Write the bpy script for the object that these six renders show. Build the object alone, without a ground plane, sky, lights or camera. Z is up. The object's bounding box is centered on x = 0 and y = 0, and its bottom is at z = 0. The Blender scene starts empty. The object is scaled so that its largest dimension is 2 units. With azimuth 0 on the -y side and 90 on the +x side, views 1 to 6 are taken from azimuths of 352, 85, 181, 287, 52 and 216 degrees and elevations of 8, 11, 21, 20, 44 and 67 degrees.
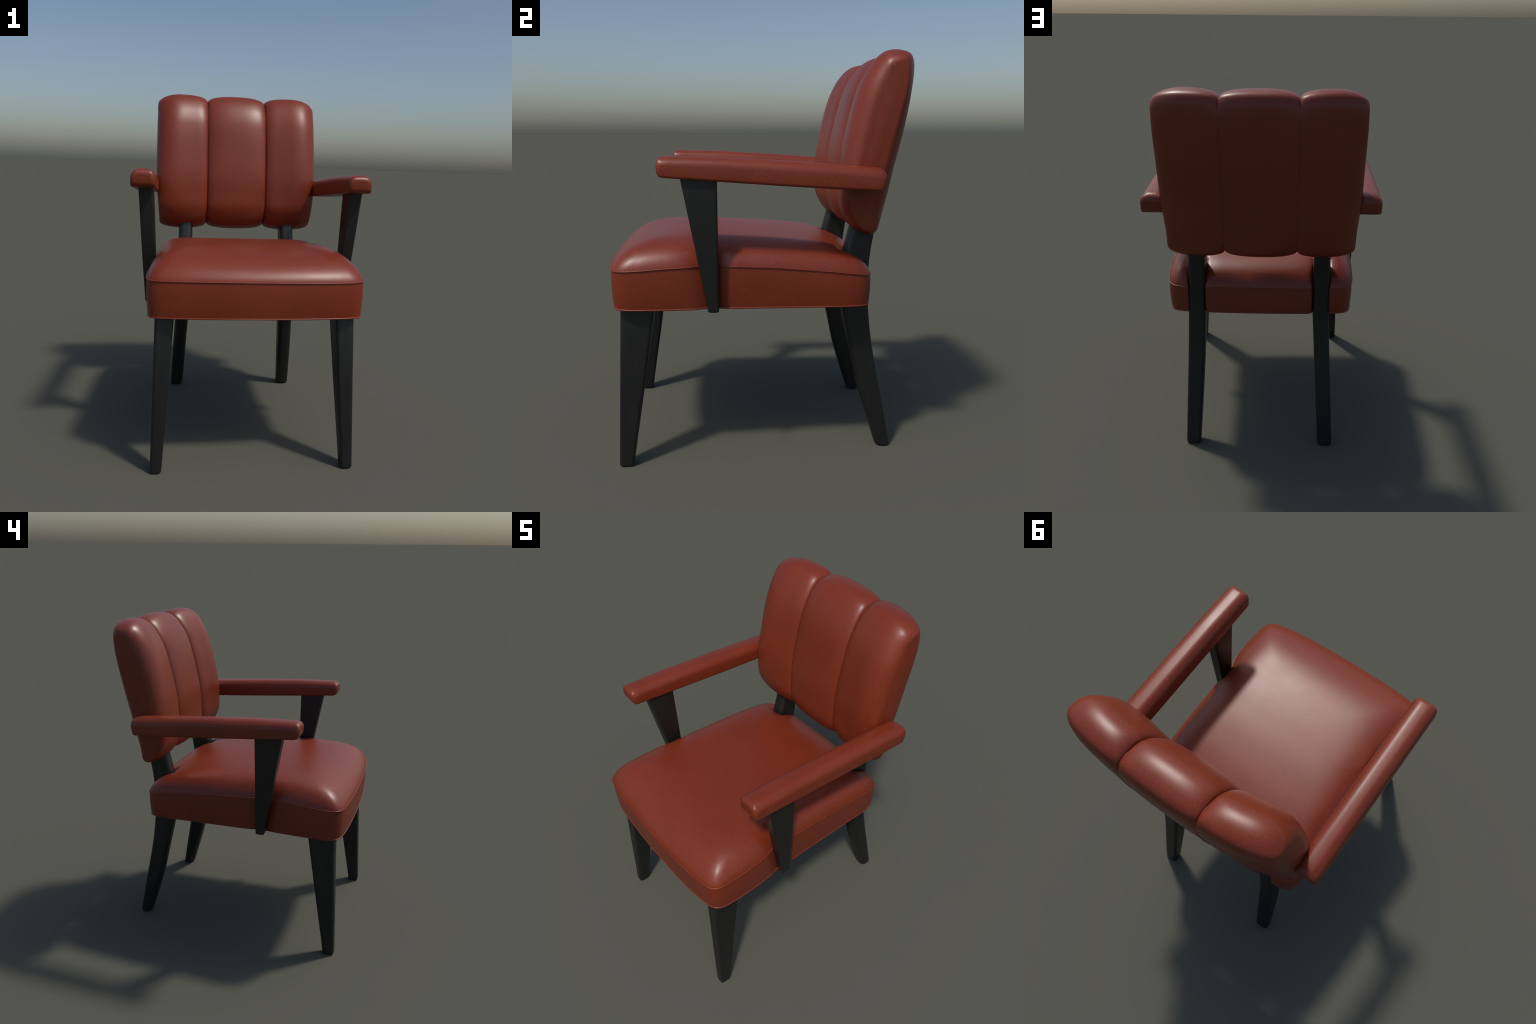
import bpy, bmesh, math
import numpy as np
from mathutils import Vector

# ------------------------------------------------------------------ helpers
def smooth(t):
    t = np.clip(t, 0.0, 1.0)
    return t * t * (3 - 2 * t)

def spline(points, n, closed=False):
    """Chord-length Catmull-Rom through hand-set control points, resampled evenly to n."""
    P = np.array(points, float)
    m = len(P)
    out = []
    segs = m if closed else m - 1
    for i in range(segs):
        g = (lambda k: P[k % m]) if closed else (lambda k: P[min(max(k, 0), m - 1)])
        p0, p1, p2, p3 = g(i - 1), g(i), g(i + 1), g(i + 2)
        d01 = max(np.linalg.norm(p1 - p0) ** .5, 1e-5)
        d12 = max(np.linalg.norm(p2 - p1) ** .5, 1e-5)
        d23 = max(np.linalg.norm(p3 - p2) ** .5, 1e-5)
        m1 = (p2 - p1) + d12 * ((p1 - p0) / d01 - (p2 - p0) / (d01 + d12)) if (i > 0 or closed) else (p2 - p1)
        m2 = (p2 - p1) + d12 * ((p3 - p2) / d23 - (p3 - p1) / (d12 + d23)) if (i < segs - 1 or closed) else (p2 - p1)
        for t in np.linspace(0, 1, 24, endpoint=False):
            a, b = t * t, t * t * t
            out.append((2*b - 3*a + 1) * p1 + (b - 2*a + t) * m1 + (-2*b + 3*a) * p2 + (b - a) * m2)
    out.append(P[0] if closed else P[-1])
    Q = np.array(out)
    s = np.concatenate([[0], np.cumsum(np.linalg.norm(np.diff(Q, axis=0), axis=1))])
    u = np.linspace(0, s[-1], n, endpoint=not closed)
    return np.stack([np.interp(u, s, Q[:, k]) for k in range(Q.shape[1])], axis=1)

def make_object(name, verts, faces, material, parent=None, angle=None):
    me = bpy.data.meshes.new(name)
    me.from_pydata([tuple(map(float, v)) for v in verts], [], faces)
    me.validate()
    bm = bmesh.new()
    bm.from_mesh(me)
    bmesh.ops.remove_doubles(bm, verts=bm.verts, dist=1e-6)
    bmesh.ops.recalc_face_normals(bm, faces=bm.faces)
    bm.to_mesh(me)
    bm.free()
    for p in me.polygons:
        p.use_smooth = True
    if angle:
        me.set_sharp_from_angle(angle=math.radians(angle))
    me.materials.append(material)
    ob = bpy.data.objects.new(name, me)
    bpy.context.scene.collection.objects.link(ob)
    if parent:
        ob.parent = parent
    return ob

def grid_faces(rows, cols, wrap):
    f = []
    for i in range(rows - 1):
        for j in range(cols if wrap else cols - 1):
            k = (j + 1) % cols
            f.append((i * cols + j, i * cols + k, (i + 1) * cols + k, (i + 1) * cols + j))
    return f

def loft(rings):
    """Closed rings of equal length, capped with a fan at both ends."""
    n = len(rings[0])
    V = np.concatenate(rings)
    F = grid_faces(len(rings), n, True)
    V = np.concatenate([V, [rings[0].mean(0)], [rings[-1].mean(0)]])
    a, b = len(V) - 2, len(V) - 1
    o = (len(rings) - 1) * n
    for j in range(n):
        k = (j + 1) % n
        F.append((a, k, j))
        F.append((b, o + j, o + k))
    return V, F

def tube(path, radius, closed, sides=10):
    P = np.array(path, float)
    T = np.roll(P, -1, 0) - np.roll(P, 1, 0)
    if not closed:
        T[0], T[-1] = P[1] - P[0], P[-1] - P[-2]
    T /= np.linalg.norm(T, axis=1)[:, None]
    ref = np.array([0.0, 0.0, 1.0]) if closed else np.array([1.0, 0.0, 0.0])
    A = np.cross(T, ref)
    A /= np.linalg.norm(A, axis=1)[:, None]
    B = np.cross(T, A)
    ang = np.linspace(0, 2 * math.pi, sides, endpoint=False)
    rings = P[:, None, :] + radius * (np.cos(ang)[None, :, None] * A[:, None, :] + np.sin(ang)[None, :, None] * B[:, None, :])
    if closed:
        rings = np.concatenate([rings, rings[:1]])
        return rings.reshape(-1, 3), grid_faces(len(rings), sides, True)
    return loft(list(rings))

def rounded_rect(x0, x1, y0, y1, r, r_front=None, per=6):
    """Ring with arc corners plus a few points on the straight sides."""
    most = min((x1 - x0) * .49, (y1 - y0) * .49)
    r, f = min(r, most), min(r_front or r, most)
    pts = []
    for cx, cy, a0, r in ((x1 - r, y1 - r, 0, r), (x0 + r, y1 - r, 90, r), (x0 + f, y0 + f, 180, f), (x1 - f, y0 + f, 270, f)):
        for k in range(per + 1):
            a = math.radians(a0 + 90 * k / per)
            pts.append((cx + r * math.cos(a), cy + r * math.sin(a)))
    out = []
    m = len(pts)
    for i in range(m):
        p, q = np.array(pts[i]), np.array(pts[(i + 1) % m])
        out.append(p)
        if (i + 1) % (per + 1) == 0:
            for t in (.06, .5, .94):
                out.append(p + (q - p) * t)
    return np.array(out)

# ------------------------------------------------------------------ materials
def leather_material(name, seed):
    m = bpy.data.materials.new(name)
    m.use_nodes = True
    nt = m.node_tree
    b = nt.nodes["Principled BSDF"]
    L = nt.links.new
    tc = nt.nodes.new("ShaderNodeTexCoord")
    big = nt.nodes.new("ShaderNodeTexNoise")
    big.inputs["Scale"].default_value = 3.5
    big.inputs["Detail"].default_value = 3
    fine = nt.nodes.new("ShaderNodeTexNoise")
    fine.inputs["Scale"].default_value = 190
    fine.inputs["Detail"].default_value = 2
    mp = nt.nodes.new("ShaderNodeMapping")
    mp.inputs["Location"].default_value = (seed, seed * 1.7, seed * .6)
    L(tc.outputs["Object"], mp.inputs["Vector"])
    for n in (big, fine):
        L(mp.outputs["Vector"], n.inputs["Vector"])
    add = nt.nodes.new("ShaderNodeMath")
    add.operation = "MULTIPLY_ADD"
    add.inputs[1].default_value = .75
    L(fine.outputs["Fac"], add.inputs[0])
    half = nt.nodes.new("ShaderNodeMath")
    half.operation = "MULTIPLY"
    half.inputs[1].default_value = .25
    L(big.outputs["Fac"], half.inputs[0])
    L(half.outputs[0], add.inputs[2])
    ramp = nt.nodes.new("ShaderNodeValToRGB")
    e = ramp.color_ramp.elements
    e[0].position, e[0].color = .35, LEATHER_DARK
    e[1].position, e[1].color = .65, LEATHER_LIGHT
    L(add.outputs[0], ramp.inputs["Fac"])
    L(ramp.outputs["Color"], b.inputs["Base Color"])
    rr = nt.nodes.new("ShaderNodeMapRange")
    rr.inputs["To Min"].default_value = LEATHER_ROUGH - .06
    rr.inputs["To Max"].default_value = LEATHER_ROUGH + .06
    L(big.outputs["Fac"], rr.inputs["Value"])
    L(rr.outputs["Result"], b.inputs["Roughness"])
    vor = nt.nodes.new("ShaderNodeTexVoronoi")
    vor.inputs["Scale"].default_value = 260
    L(mp.outputs["Vector"], vor.inputs["Vector"])
    bump = nt.nodes.new("ShaderNodeBump")
    bump.inputs["Strength"].default_value = .05
    bump.inputs["Distance"].default_value = .0015
    L(vor.outputs["Distance"], bump.inputs["Height"])
    L(bump.outputs["Normal"], b.inputs["Normal"])
    b.inputs["Specular IOR Level"].default_value = .5
    return m

def lacquer_material(name):
    m = bpy.data.materials.new(name)
    m.use_nodes = True
    nt = m.node_tree
    b = nt.nodes["Principled BSDF"]
    L = nt.links.new
    tc = nt.nodes.new("ShaderNodeTexCoord")
    mp = nt.nodes.new("ShaderNodeMapping")
    mp.inputs["Scale"].default_value = (1, 1, .12)
    n = nt.nodes.new("ShaderNodeTexNoise")
    n.inputs["Scale"].default_value = 45
    n.inputs["Detail"].default_value = 4
    L(tc.outputs["Object"], mp.inputs["Vector"])
    L(mp.outputs["Vector"], n.inputs["Vector"])
    ramp = nt.nodes.new("ShaderNodeValToRGB")
    e = ramp.color_ramp.elements
    e[0].position, e[0].color = .3, WOOD_DARK
    e[1].position, e[1].color = .7, WOOD_LIGHT
    L(n.outputs["Fac"], ramp.inputs["Fac"])
    L(ramp.outputs["Color"], b.inputs["Base Color"])
    b.inputs["Roughness"].default_value = WOOD_ROUGH
    b.inputs["Specular IOR Level"].default_value = .5
    return m

LEATHER_DARK = (.160, .0222, .0076, 1)
LEATHER_LIGHT = (.226, .0345, .0108, 1)
LEATHER_ROUGH = .385
WOOD_DARK = (.0078, .0086, .0078, 1)
WOOD_LIGHT = (.0115, .0122, .0108, 1)
WOOD_ROUGH = .42
leather = leather_material("red_leather", 0.0)
leather_piping = leather_material("red_leather_piping", 3.1)
lacquer = lacquer_material("black_lacquered_wood")

chair = bpy.data.objects.new("armchair", None)
bpy.context.scene.collection.objects.link(chair)
chair["label"] = "red leather armchair with channelled back and black tapered legs"
chair["category"] = "armchair"

# ------------------------------------------------------------------ wooden frame
def at(stations, z):
    """Interpolate rows (z, a, b, c, d) of a leg at height z."""
    S = np.array(stations, float)
    return [np.interp(z, S[:, 0], S[:, k]) for k in range(1, 5)]

def post(name, stations, radius, foot=.012, curve=None, front=None):
    """Tapered post: stations (z, x0, x1, y0, y1); arris radius; softened foot and head."""
    S = np.array(stations, float)
    if curve:
        S = spline(S, curve)
    z0, z1 = S[0, 0], S[-1, 0]
    zs = list(S[:, 0])
    for k in range(5):                     # rounded foot
        zs.append(z0 + foot * (1 - math.cos(math.pi / 2 * k / 4)))
    zs = sorted(set(round(z, 5) for z in zs))
    rings = []
    for z in zs:
        x0, x1, y0, y1 = at(S, z)
        t = min(1.0, (z - z0) / foot)
        ins = foot * .8 * (1 - math.sqrt(max(0.0, 1 - (1 - t) ** 2)))
        ring = rounded_rect(x0 + ins, x1 - ins, y0 + ins, y1 - ins, radius, front)
        rings.append(np.column_stack([ring, np.full(len(ring), z)]))
    V, F = loft(rings)
    ob = make_object(name, V, F, lacquer, chair)
    mod = ob.modifiers.new("weighted", "WEIGHTED_NORMAL")
    mod.keep_sharp = True
    return ob

FRONT_Y = ((0, -.714, -.646), (.83, -.678, -.513))
front_x = {1: ((.474, .534), (.413, .508)), -1: ((-.509, -.452), (-.494, -.398))}
for s in (1, -1):
    (a0, a1), (b0, b1) = front_x[s]
    post("front_leg", [(0, a0, a1, *FRONT_Y[0][1:]), (.4, (a0 + b0) / 2, (a1 + b1) / 2, -.697, -.581), (.83, b0, b1, *FRONT_Y[1][1:])], .015)

REAR_PATH = ((0, .596, .668), (.16, .546, .638), (.323, .497, .606), (.475, .463, .576), (.603, .434, .555), (.75, .404, .540),
             (.88, .390, .537), (1.0, .404, .543), (1.15, .442, .568), (1.30, .475, .600))
rear_x = {1: ((0, .347, .429), (.77, .310, .405), (1.15, .302, .389), (1.3, .300, .386)), -1: ((0, -.409, -.327), (.77, -.374, -.285), (1.3, -.370, -.280))}
for s in (1, -1):
    X = np.array(rear_x[s])
    st = [(z, np.interp(z, X[:, 0], X[:, 1]), np.interp(z, X[:, 0], X[:, 2]), y0, y1) for z, y0, y1 in REAR_PATH]
    post("rear_leg", st, .02, curve=30, front=.031)

support_x = {1: ((.506, .574), (.523, .586), (.540, .610)), -1: ((-.556, -.482), (-.571, -.498), (-.595, -.517))}
for s in (1, -1):
    st = [(z, *x, y0, y1) for x, (z, y0, y1) in zip(support_x[s], ((.785, -.264, -.212), (1.0, -.302, -.213), (1.43, -.380, -.213)))]
    post("armrest_support", st, .012, foot=.008)

# ------------------------------------------------------------------ armrests
def armrest(side):
    X0, X1, Y0, Y1, Z = .501, .630, -.484, (.565 if side > 0 else .556), .054
    bm = bmesh.new()
    c = {}
    for i, x in enumerate((X0, X1)):
        for j, y in enumerate((Y0, Y1)):
            for k, z in enumerate((-Z, Z)):
                yy = y - (.02 if (j == 1 and k == 0) else 0) + (.006 if (j == 0 and k == 0) else 0)
                c[i, j, k] = bm.verts.new((x, yy, z))
    for q in (((0,0,0),(0,1,0),(1,1,0),(1,0,0)), ((0,0,1),(1,0,1),(1,1,1),(0,1,1)), ((0,0,0),(1,0,0),(1,0,1),(0,0,1)),
              ((0,1,0),(0,1,1),(1,1,1),(1,1,0)), ((0,0,0),(0,0,1),(0,1,1),(0,1,0)), ((1,0,0),(1,1,0),(1,1,1),(1,0,1))):
        bm.faces.new([c[k] for k in q])
    bm.normal_update()
    lay = bm.edges.layers.float.new("bevel_weight_edge")
    for e in bm.edges:
        a, b = e.verts
        m = (a.co + b.co) / 2
        along = max(range(3), key=lambda k: abs(a.co[k] - b.co[k]))
        top = m.z > 0
        if along == 1:
            w = .044 if top else .014
        elif along == 0:
            w = (.050 if m.y > 0 else .036) if top else (.016 if m.y > 0 else .030)
        else:
            w = .022
        e[lay] = w / .06
    me = bpy.data.meshes.new("armrest")
    bm.to_mesh(me)
    bm.free()
    ob = bpy.data.objects.new("armrest", me)
    bpy.context.scene.collection.objects.link(ob)
    bev = ob.modifiers.new("bevel", "BEVEL")
    bev.limit_method = "WEIGHT"
    bev.width = .06
    bev.segments = 8
    dg = bpy.context.evaluated_depsgraph_get()
    me2 = bpy.data.meshes.new_from_object(ob.evaluated_get(dg))
    bpy.data.objects.remove(ob)
    bm = bmesh.new()
    bm.from_mesh(me2)
    for y in np.linspace(Y0 + .06, Y1 - .08, 26):
        bmesh.ops.bisect_plane(bm, geom=bm.verts[:] + bm.edges[:] + bm.faces[:], plane_co=(0, y, 0), plane_no=(0, 1, 0))
    for x in np.linspace(X0 + .03, X1 - .03, 7):
        bmesh.ops.bisect_plane(bm, geom=bm.verts[:] + bm.edges[:] + bm.faces[:], plane_co=(x, 0, 0), plane_no=(1, 0, 0))
    for v in bm.verts:                     # gently crowned pad
        q = (v.co.x - (X0 + X1) / 2) / ((X1 - X0) / 2)
        v.co.z += max(0.0, v.co.z / Z) * .007 * (.35 - q * q)
    ys = [-.6, -.45, -.21, .118, .30, .48, .60]
    top = [1.511, 1.511, 1.505, 1.486, 1.473, 1.459, 1.449]
    low = [1.422, 1.418, 1.400, 1.376, 1.364, 1.354, 1.349]
    for v in bm.verts:
        t = (v.co.z + Z) / (2 * Z)
        y = v.co.y
        v.co.z = np.interp(y, ys, low) * (1 - t) + np.interp(y, ys, top) * t
        v.co.x = v.co.x * side + (-.003 if side < 0 and v.co.x < .56 else 0)
    me3 = bpy.data.meshes.new("armrest")
    bmesh.ops.recalc_face_normals(bm, faces=bm.faces)
    bm.to_mesh(me3)
    bm.free()
    for p in me3.polygons:
        p.use_smooth = True
    me3.materials.clear()
    me3.materials.append(leather)
    ob = bpy.data.objects.new("armrest", me3)
    bpy.context.scene.collection.objects.link(ob)
    ob.parent = chair
    return ob

for s in (1, -1):
    armrest(s)

# ------------------------------------------------------------------ seat
SEAT_C = np.array([0.0, -.10])

def seat_outline(n):
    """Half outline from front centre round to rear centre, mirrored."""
    right = [(.0, -.748), (.17, -.746), (.33, -.738), (.45, -.723), (.505, -.710), (.538, -.688), (.553, -.655), (.559, -.60),
             (.560, -.52), (.557, -.43), (.552, -.36), (.545, -.28), (.540, -.20), (.534, -.10), (.530, .07), (.526, .25), (.524, .39), (.516, .455),
             (.502, .497), (.478, .522), (.44, .534), (.33, .545), (.17, .551), (0, .553)]
    left = [(-.17, .551), (-.33, .545), (-.43, .534), (-.465, .521), (-.486, .497), (-.498, .455), (-.503, .39), (-.507, .25), (-.510, .07), (-.513, -.10),
            (-.516, -.20), (-.518, -.28), (-.520, -.36), (-.526, -.43), (-.533, -.52), (-.536, -.60), (-.533, -.655), (-.520, -.692),
            (-.490, -.715), (-.43, -.729), (-.33, -.739), (-.17, -.746)]
    full = right + left
    return spline(full, n, closed=True)

def seam_height(x, y):
    side = np.interp(y, [-.76, -.70, -.60, -.45, -.30, -.18, .07, .33, .48, .54], [.984, .983, .987, .997, 1.001, .999, .986, .961, .942, .931])
    return side

def bottom_height(y):
    return np.interp(y, [-.76, -.65, -.3, .3, .54], [.802, .800, .796, .788, .784])

def dist_rect(x, y, x0, x1, y0, y1):
    dx = np.maximum(np.maximum(x0 - x, x - x1), 0)
    dy = np.maximum(np.maximum(y0 - y, y - y1), 0)
    return np.hypot(dx, dy)

def fillet(d, R):
    """0 beyond R, rising on a quarter circle to R at d = 0."""
    q = np.clip(1 - d / R, 0, 1)
    return R * (1 - np.sqrt(np.maximum(0, 1 - q * q)))

def pucker(P, top):
    """The upholstery tucks in round the rear legs and the armrest supports."""
    P = np.array(P, float)
    x, y, z = P[:, 0].copy(), P[:, 1].copy(), P[:, 2].copy()
    for s, (xi, xo) in ((1, (.314, .397)), (-1, (.283, .370))):
        ax = x * s
        inner = np.maximum(xi - ax, 0)
        outer = np.maximum(ax - xo, 0)
        near = np.clip((y - .43) / .07, 0, 1)
        wrap = fillet(inner, .034) * (ax <= xi) + fillet(outer, .012) * (ax >= xo)
        inside = (ax > xi) & (ax < xo)
        wrap = np.where(inside, .06, wrap)
        P[:, 1] -= wrap * near
        if top is not None:
            d = dist_rect(ax, y, xi, xo, .40, .60)
            P[:, 2] -= (fillet(d, .03) * .5 + .004 * np.exp(-(d / .05) ** 2)) * top
    for s in (1, -1):
        ax = x * s
        yz = np.interp(z, [.79, 1.0, 1.2], [-.264, -.302, -.34])
        d = np.maximum(np.maximum(yz - y, y + .213), 0)
        pull = .014 * np.exp(-(d / .045) ** 2) + fillet(d, .02) * .2
        lateral = np.clip((ax - .44) / .09, 0, 1)
        P[:, 0] -= s * pull * lateral
    return P

M = 720
OUT = seat_outline(M)
ang = np.arctan2(OUT[:, 0] - SEAT_C[0], -(OUT[:, 1] - SEAT_C[1]))   # 0 at front
front_w = np.clip(np.cos(ang), 0, 1) ** 2
rear_w = np.clip(-np.cos(ang), 0, 1) ** 2
side_w = 1 - front_w - rear_w
SEAM = seam_height(OUT[:, 0], OUT[:, 1])

def crown(y):
    return np.interp(y, [-.80, -.60, -.50, -.37, -.21, 0, .15, .23, .36, .44, .56], [1.110, 1.120, 1.127, 1.129, 1.123, 1.110, 1.096, 1.087, 1.066, 1.047, 1.01])

def crown_s(y):
    k = np.linspace(-.06, .06, 9)
    return np.mean([crown(y + d) for d in k], axis=0)

def seat_top():
    n_exp = 6 * front_w + 8 * side_w + 16 * rear_w
    m_exp = .72 * front_w + .76 * side_w + .64 * rear_w
    ks = np.linspace(0, 1, 90)
    rs = 1 - (1 - ks) ** 1.7
    rings = []
    for r in rs[1:]:
        xy = SEAT_C + r * (OUT - SEAT_C)
        edge = np.maximum(0, 1 - r ** n_exp) ** m_exp
        seam = SEAM
        base = crown_s(xy[:, 1])
        z = seam + (base - seam) * edge
        p = np.column_stack([xy, z])
        rings.append(pucker(p, np.full(M, smooth(edge * 3))))
    V = np.concatenate([[[SEAT_C[0], SEAT_C[1], crown_s(np.array([SEAT_C[1]]))[0]]], np.concatenate(rings)])
    F = [tuple(1 + i for i in f) for f in grid_faces(len(rings), M, True)]
    F += [(0, 1 + j, 1 + (j + 1) % M) for j in range(M)]
    return V, F

def offset(outl, d):
    T = np.roll(outl, -1, 0) - np.roll(outl, 1, 0)
    T /= np.linalg.norm(T, axis=1)[:, None]
    N = np.column_stack([T[:, 1], -T[:, 0]])
    return outl + N * (d[:, None] if np.ndim(d) else d)

def seat_band():
    bot = bottom_height(OUT[:, 1])
    rings = []
    for t in np.linspace(0, 1, 30):
        z = bot + (SEAM - .001 - bot) * t
        bulge = .003 * math.sin(math.pi * min(1, t * 1.02)) ** .8 - .006 * (1 - t) ** 2.2 - .001
        rings.append(pucker(np.column_stack([offset(OUT, bulge), z]), None))
    for ins in (.012, .05, .12, .3, .5):
        xy = SEAT_C + (OUT - SEAT_C) * (1 - ins)
        rings.insert(0, np.column_stack([xy, bot + .004]))
    V = np.concatenate(rings)
    F = grid_faces(len(rings), M, True)
    F.append(tuple(range(M)))
    return V, F

V, F = seat_top()
seat = make_object("seat_cushion", V, F, leather, chair)
V, F = seat_band()
make_object("seat_boxing", V, F, leather, seat)
path = pucker(np.column_stack([offset(OUT, .0005), SEAM]), None)
V, F = tube(path, .0037, True)
make_object("seam_piping", V, F, leather_piping, seat)
path = pucker(np.column_stack([offset(OUT, -.0068), bottom_height(OUT[:, 1]) + .001]), None)
V, F = tube(path, .0042, True)
make_object("hem_piping", V, F, leather_piping, seat)

# ------------------------------------------------------------------ backrest
PROFILE = [(.394, 1.285), (.395, 1.36), (.398, 1.44), (.407, 1.52), (.432, 1.648), (.459, 1.758), (.486, 1.838), (.525, 1.913), (.568, 1.966),
           (.604, 1.991), (.645, 2.0), (.690, 1.997), (.730, 1.981), (.747, 1.950), (.751, 1.90), (.742, 1.80), (.729, 1.71),
           (.708, 1.60), (.667, 1.43), (.647, 1.33), (.624, 1.24), (.606, 1.175), (.588, 1.137), (.558, 1.120), (.520, 1.123), (.486, 1.134),
           (.453, 1.155), (.428, 1.184), (.410, 1.220), (.399, 1.252)]
NP = 260
HALF = NP // 2

def resample(chain, n):
    d = np.concatenate([[0], np.cumsum(np.linalg.norm(np.diff(chain, axis=0), axis=1))])
    u = np.linspace(0, d[-1], n)
    return np.stack([np.interp(u, d, chain[:, k]) for k in (0, 1)], axis=1)

dense = spline(PROFILE, 2000, closed=True)              # runs up the front, down the rear
low = int(np.argmin(dense[:, 1]))
dense = np.concatenate([np.roll(dense, -low, 0), dense[low:low + 1]])
high = int(np.argmax(dense[:, 1]))
PROF = np.concatenate([resample(dense[:high + 1], HALF + 1)[:-1], resample(dense[high:], HALF + 1)[:-1]])

def soften(a, width=9):
    """Circular smoothing along the profile."""
    k = np.exp(-(np.arange(-3 * width, 3 * width + 1) / width) ** 2 / 2)
    k /= k.sum()
    return sum(w * np.roll(a, i - 3 * width, 0) for i, w in enumerate(k))

SPINE_A, SPINE_B = np.array([.515, 1.27]), np.array([.612, 1.86])
ab = SPINE_B - SPINE_A
tt = np.clip(((PROF - SPINE_A) @ ab) / (ab @ ab), 0, 1)
CORE = SPINE_A + tt[:, None] * ab
DIRV = CORE - PROF
DIRV = soften(DIRV / np.linalg.norm(DIRV, axis=1)[:, None])
DIRV /= np.linalg.norm(DIRV, axis=1)[:, None]
# outward sense of each profile point: front, back, top, bottom weights
axis = ab / np.linalg.norm(ab)
side = np.array([axis[1], -axis[0]])
oa, os_ = -(DIRV @ axis), -(DIRV @ side)
W_TOP, W_BOT = np.clip(oa, 0, 1) ** 2, np.clip(-oa, 0, 1) ** 2
W_BACK, W_FRONT = np.clip(os_, 0, 1) ** 2, np.clip(-os_, 0, 1) ** 2

def amount(front, back, top, bottom):
    return front * W_FRONT + back * W_BACK + top * W_TOP + bottom * W_BOT

BACKNESS = soften(smooth((os_ + .35) / 1.2))          # 0 on the front pads, 1 on the rear panel
D_CREASE = amount(.040, .002, .054, .050)
D_OUTER = amount(.048, .030, .096, .034) + .048 * W_FRONT * smooth((PROF[:, 1] - 1.22) / .35) + .036 * W_BACK * smooth((1.9 - PROF[:, 1]) / .3)
D_OUTER = soften(D_OUTER)
X_CREASE, X_MID, X_OUT = .191, .352, .520

def narrowing(z):
    return -.022 * smooth((1.50 - z) / .40)

def strip(x_from, x_to, depth, power, n=26):
    """Rings from the crown of a channel to one of its edges."""
    rings = []
    for k in range(n + 1):
        phi = math.pi / 2 * k / n
        t = math.sin(phi) ** (2 / power)
        ins = depth * (1 - math.cos(phi) ** (2 / power))
        yz = PROF + DIRV * ins[:, None]
        x = x_from + (x_to - x_from) * t
        rings.append(np.column_stack([np.full(NP, x), yz, BACKNESS]))
    return rings

def channel(x_left, x_mid, x_right, left, right):
    L = strip(x_mid, x_left, *left)
    R = strip(x_mid, x_right, *right)
    rings = L[::-1] + R[1:]
    V = np.concatenate(rings)
    V, back = V[:, :3], V[:, 3]
    # width follows the taper of the back towards its lower end
    V[:, 0] += np.sign(V[:, 0]) * narrowing(V[:, 2]) * np.clip((np.abs(V[:, 0]) - X_CREASE) / (X_OUT - X_CREASE), 0, 1)
    # the rear panel bows in plan, and the outer channels cup forward
    V[:, 1] -= BOW * back * np.abs(V[:, 0]) ** 2.2
    V[:, 1] -= .026 * (1 - back) * smooth((np.abs(V[:, 0]) - .26) / .22) * smooth((V[:, 2] - 1.10) / .30)
    n = NP
    F = grid_faces(len(rings), n, True)
    V, F = list(V), list(F)
    for base in (0, (len(rings) - 1) * n):             # end panels: slats laced from front edge to rear edge
        rows = []
        for j in range(1, HALF):
            a, b = base + j, base + (n - j)
            ids = [a]
            for q in np.linspace(0, 1, 11)[1:-1]:
                p = V[a] * (1 - q) + V[b] * q
                dome = DOME * (math.sin(math.pi * q) * math.sin(math.pi * j / HALF)) ** 2
                p = p + np.array([math.copysign(dome, p[0]), 0, 0]) * (abs(p[0]) > .4)
                ids.append(len(V))
                V.append(p)
            rows.append(ids + [b])
        for r0, r1 in zip(rows, rows[1:]):
            F += [(r0[k], r0[k + 1], r1[k + 1], r1[k]) for k in range(10)]
        F += [(base, rows[0][k], rows[0][k + 1]) for k in range(10)]
        F += [(base + HALF, rows[-1][k + 1], rows[-1][k]) for k in range(10)]
    return V, F

DOME = .003
BOW = .19
crease = (D_CREASE, 2.5)
outer = (D_OUTER, 2.2, 36)
backrest = bpy.data.objects.new("backrest", None)
bpy.context.scene.collection.objects.link(backrest)
backrest.parent = chair
for xs, l, r in (((-X_OUT, -X_MID, -X_CREASE), outer, crease), ((-X_CREASE, 0, X_CREASE), crease, crease), ((X_CREASE, X_MID, X_OUT), crease, outer)):
    V, F = channel(*xs, l, r)
    make_object("backrest_channel", V, F, leather, backrest)
for s in (1, -1):
    yz = PROF + DIRV * (D_CREASE * .93)[:, None]
    path = np.column_stack([np.full(NP, s * X_CREASE), yz[:, 0] - BOW * BACKNESS * X_CREASE ** 2.2, yz[:, 1]])
    keep = np.roll(path, 0, 0)
    T = np.concatenate([keep, keep[:1]])
    V, F = tube(T, .0032, False, 8)
    make_object("channel_welt", V, F, leather_piping, backrest)
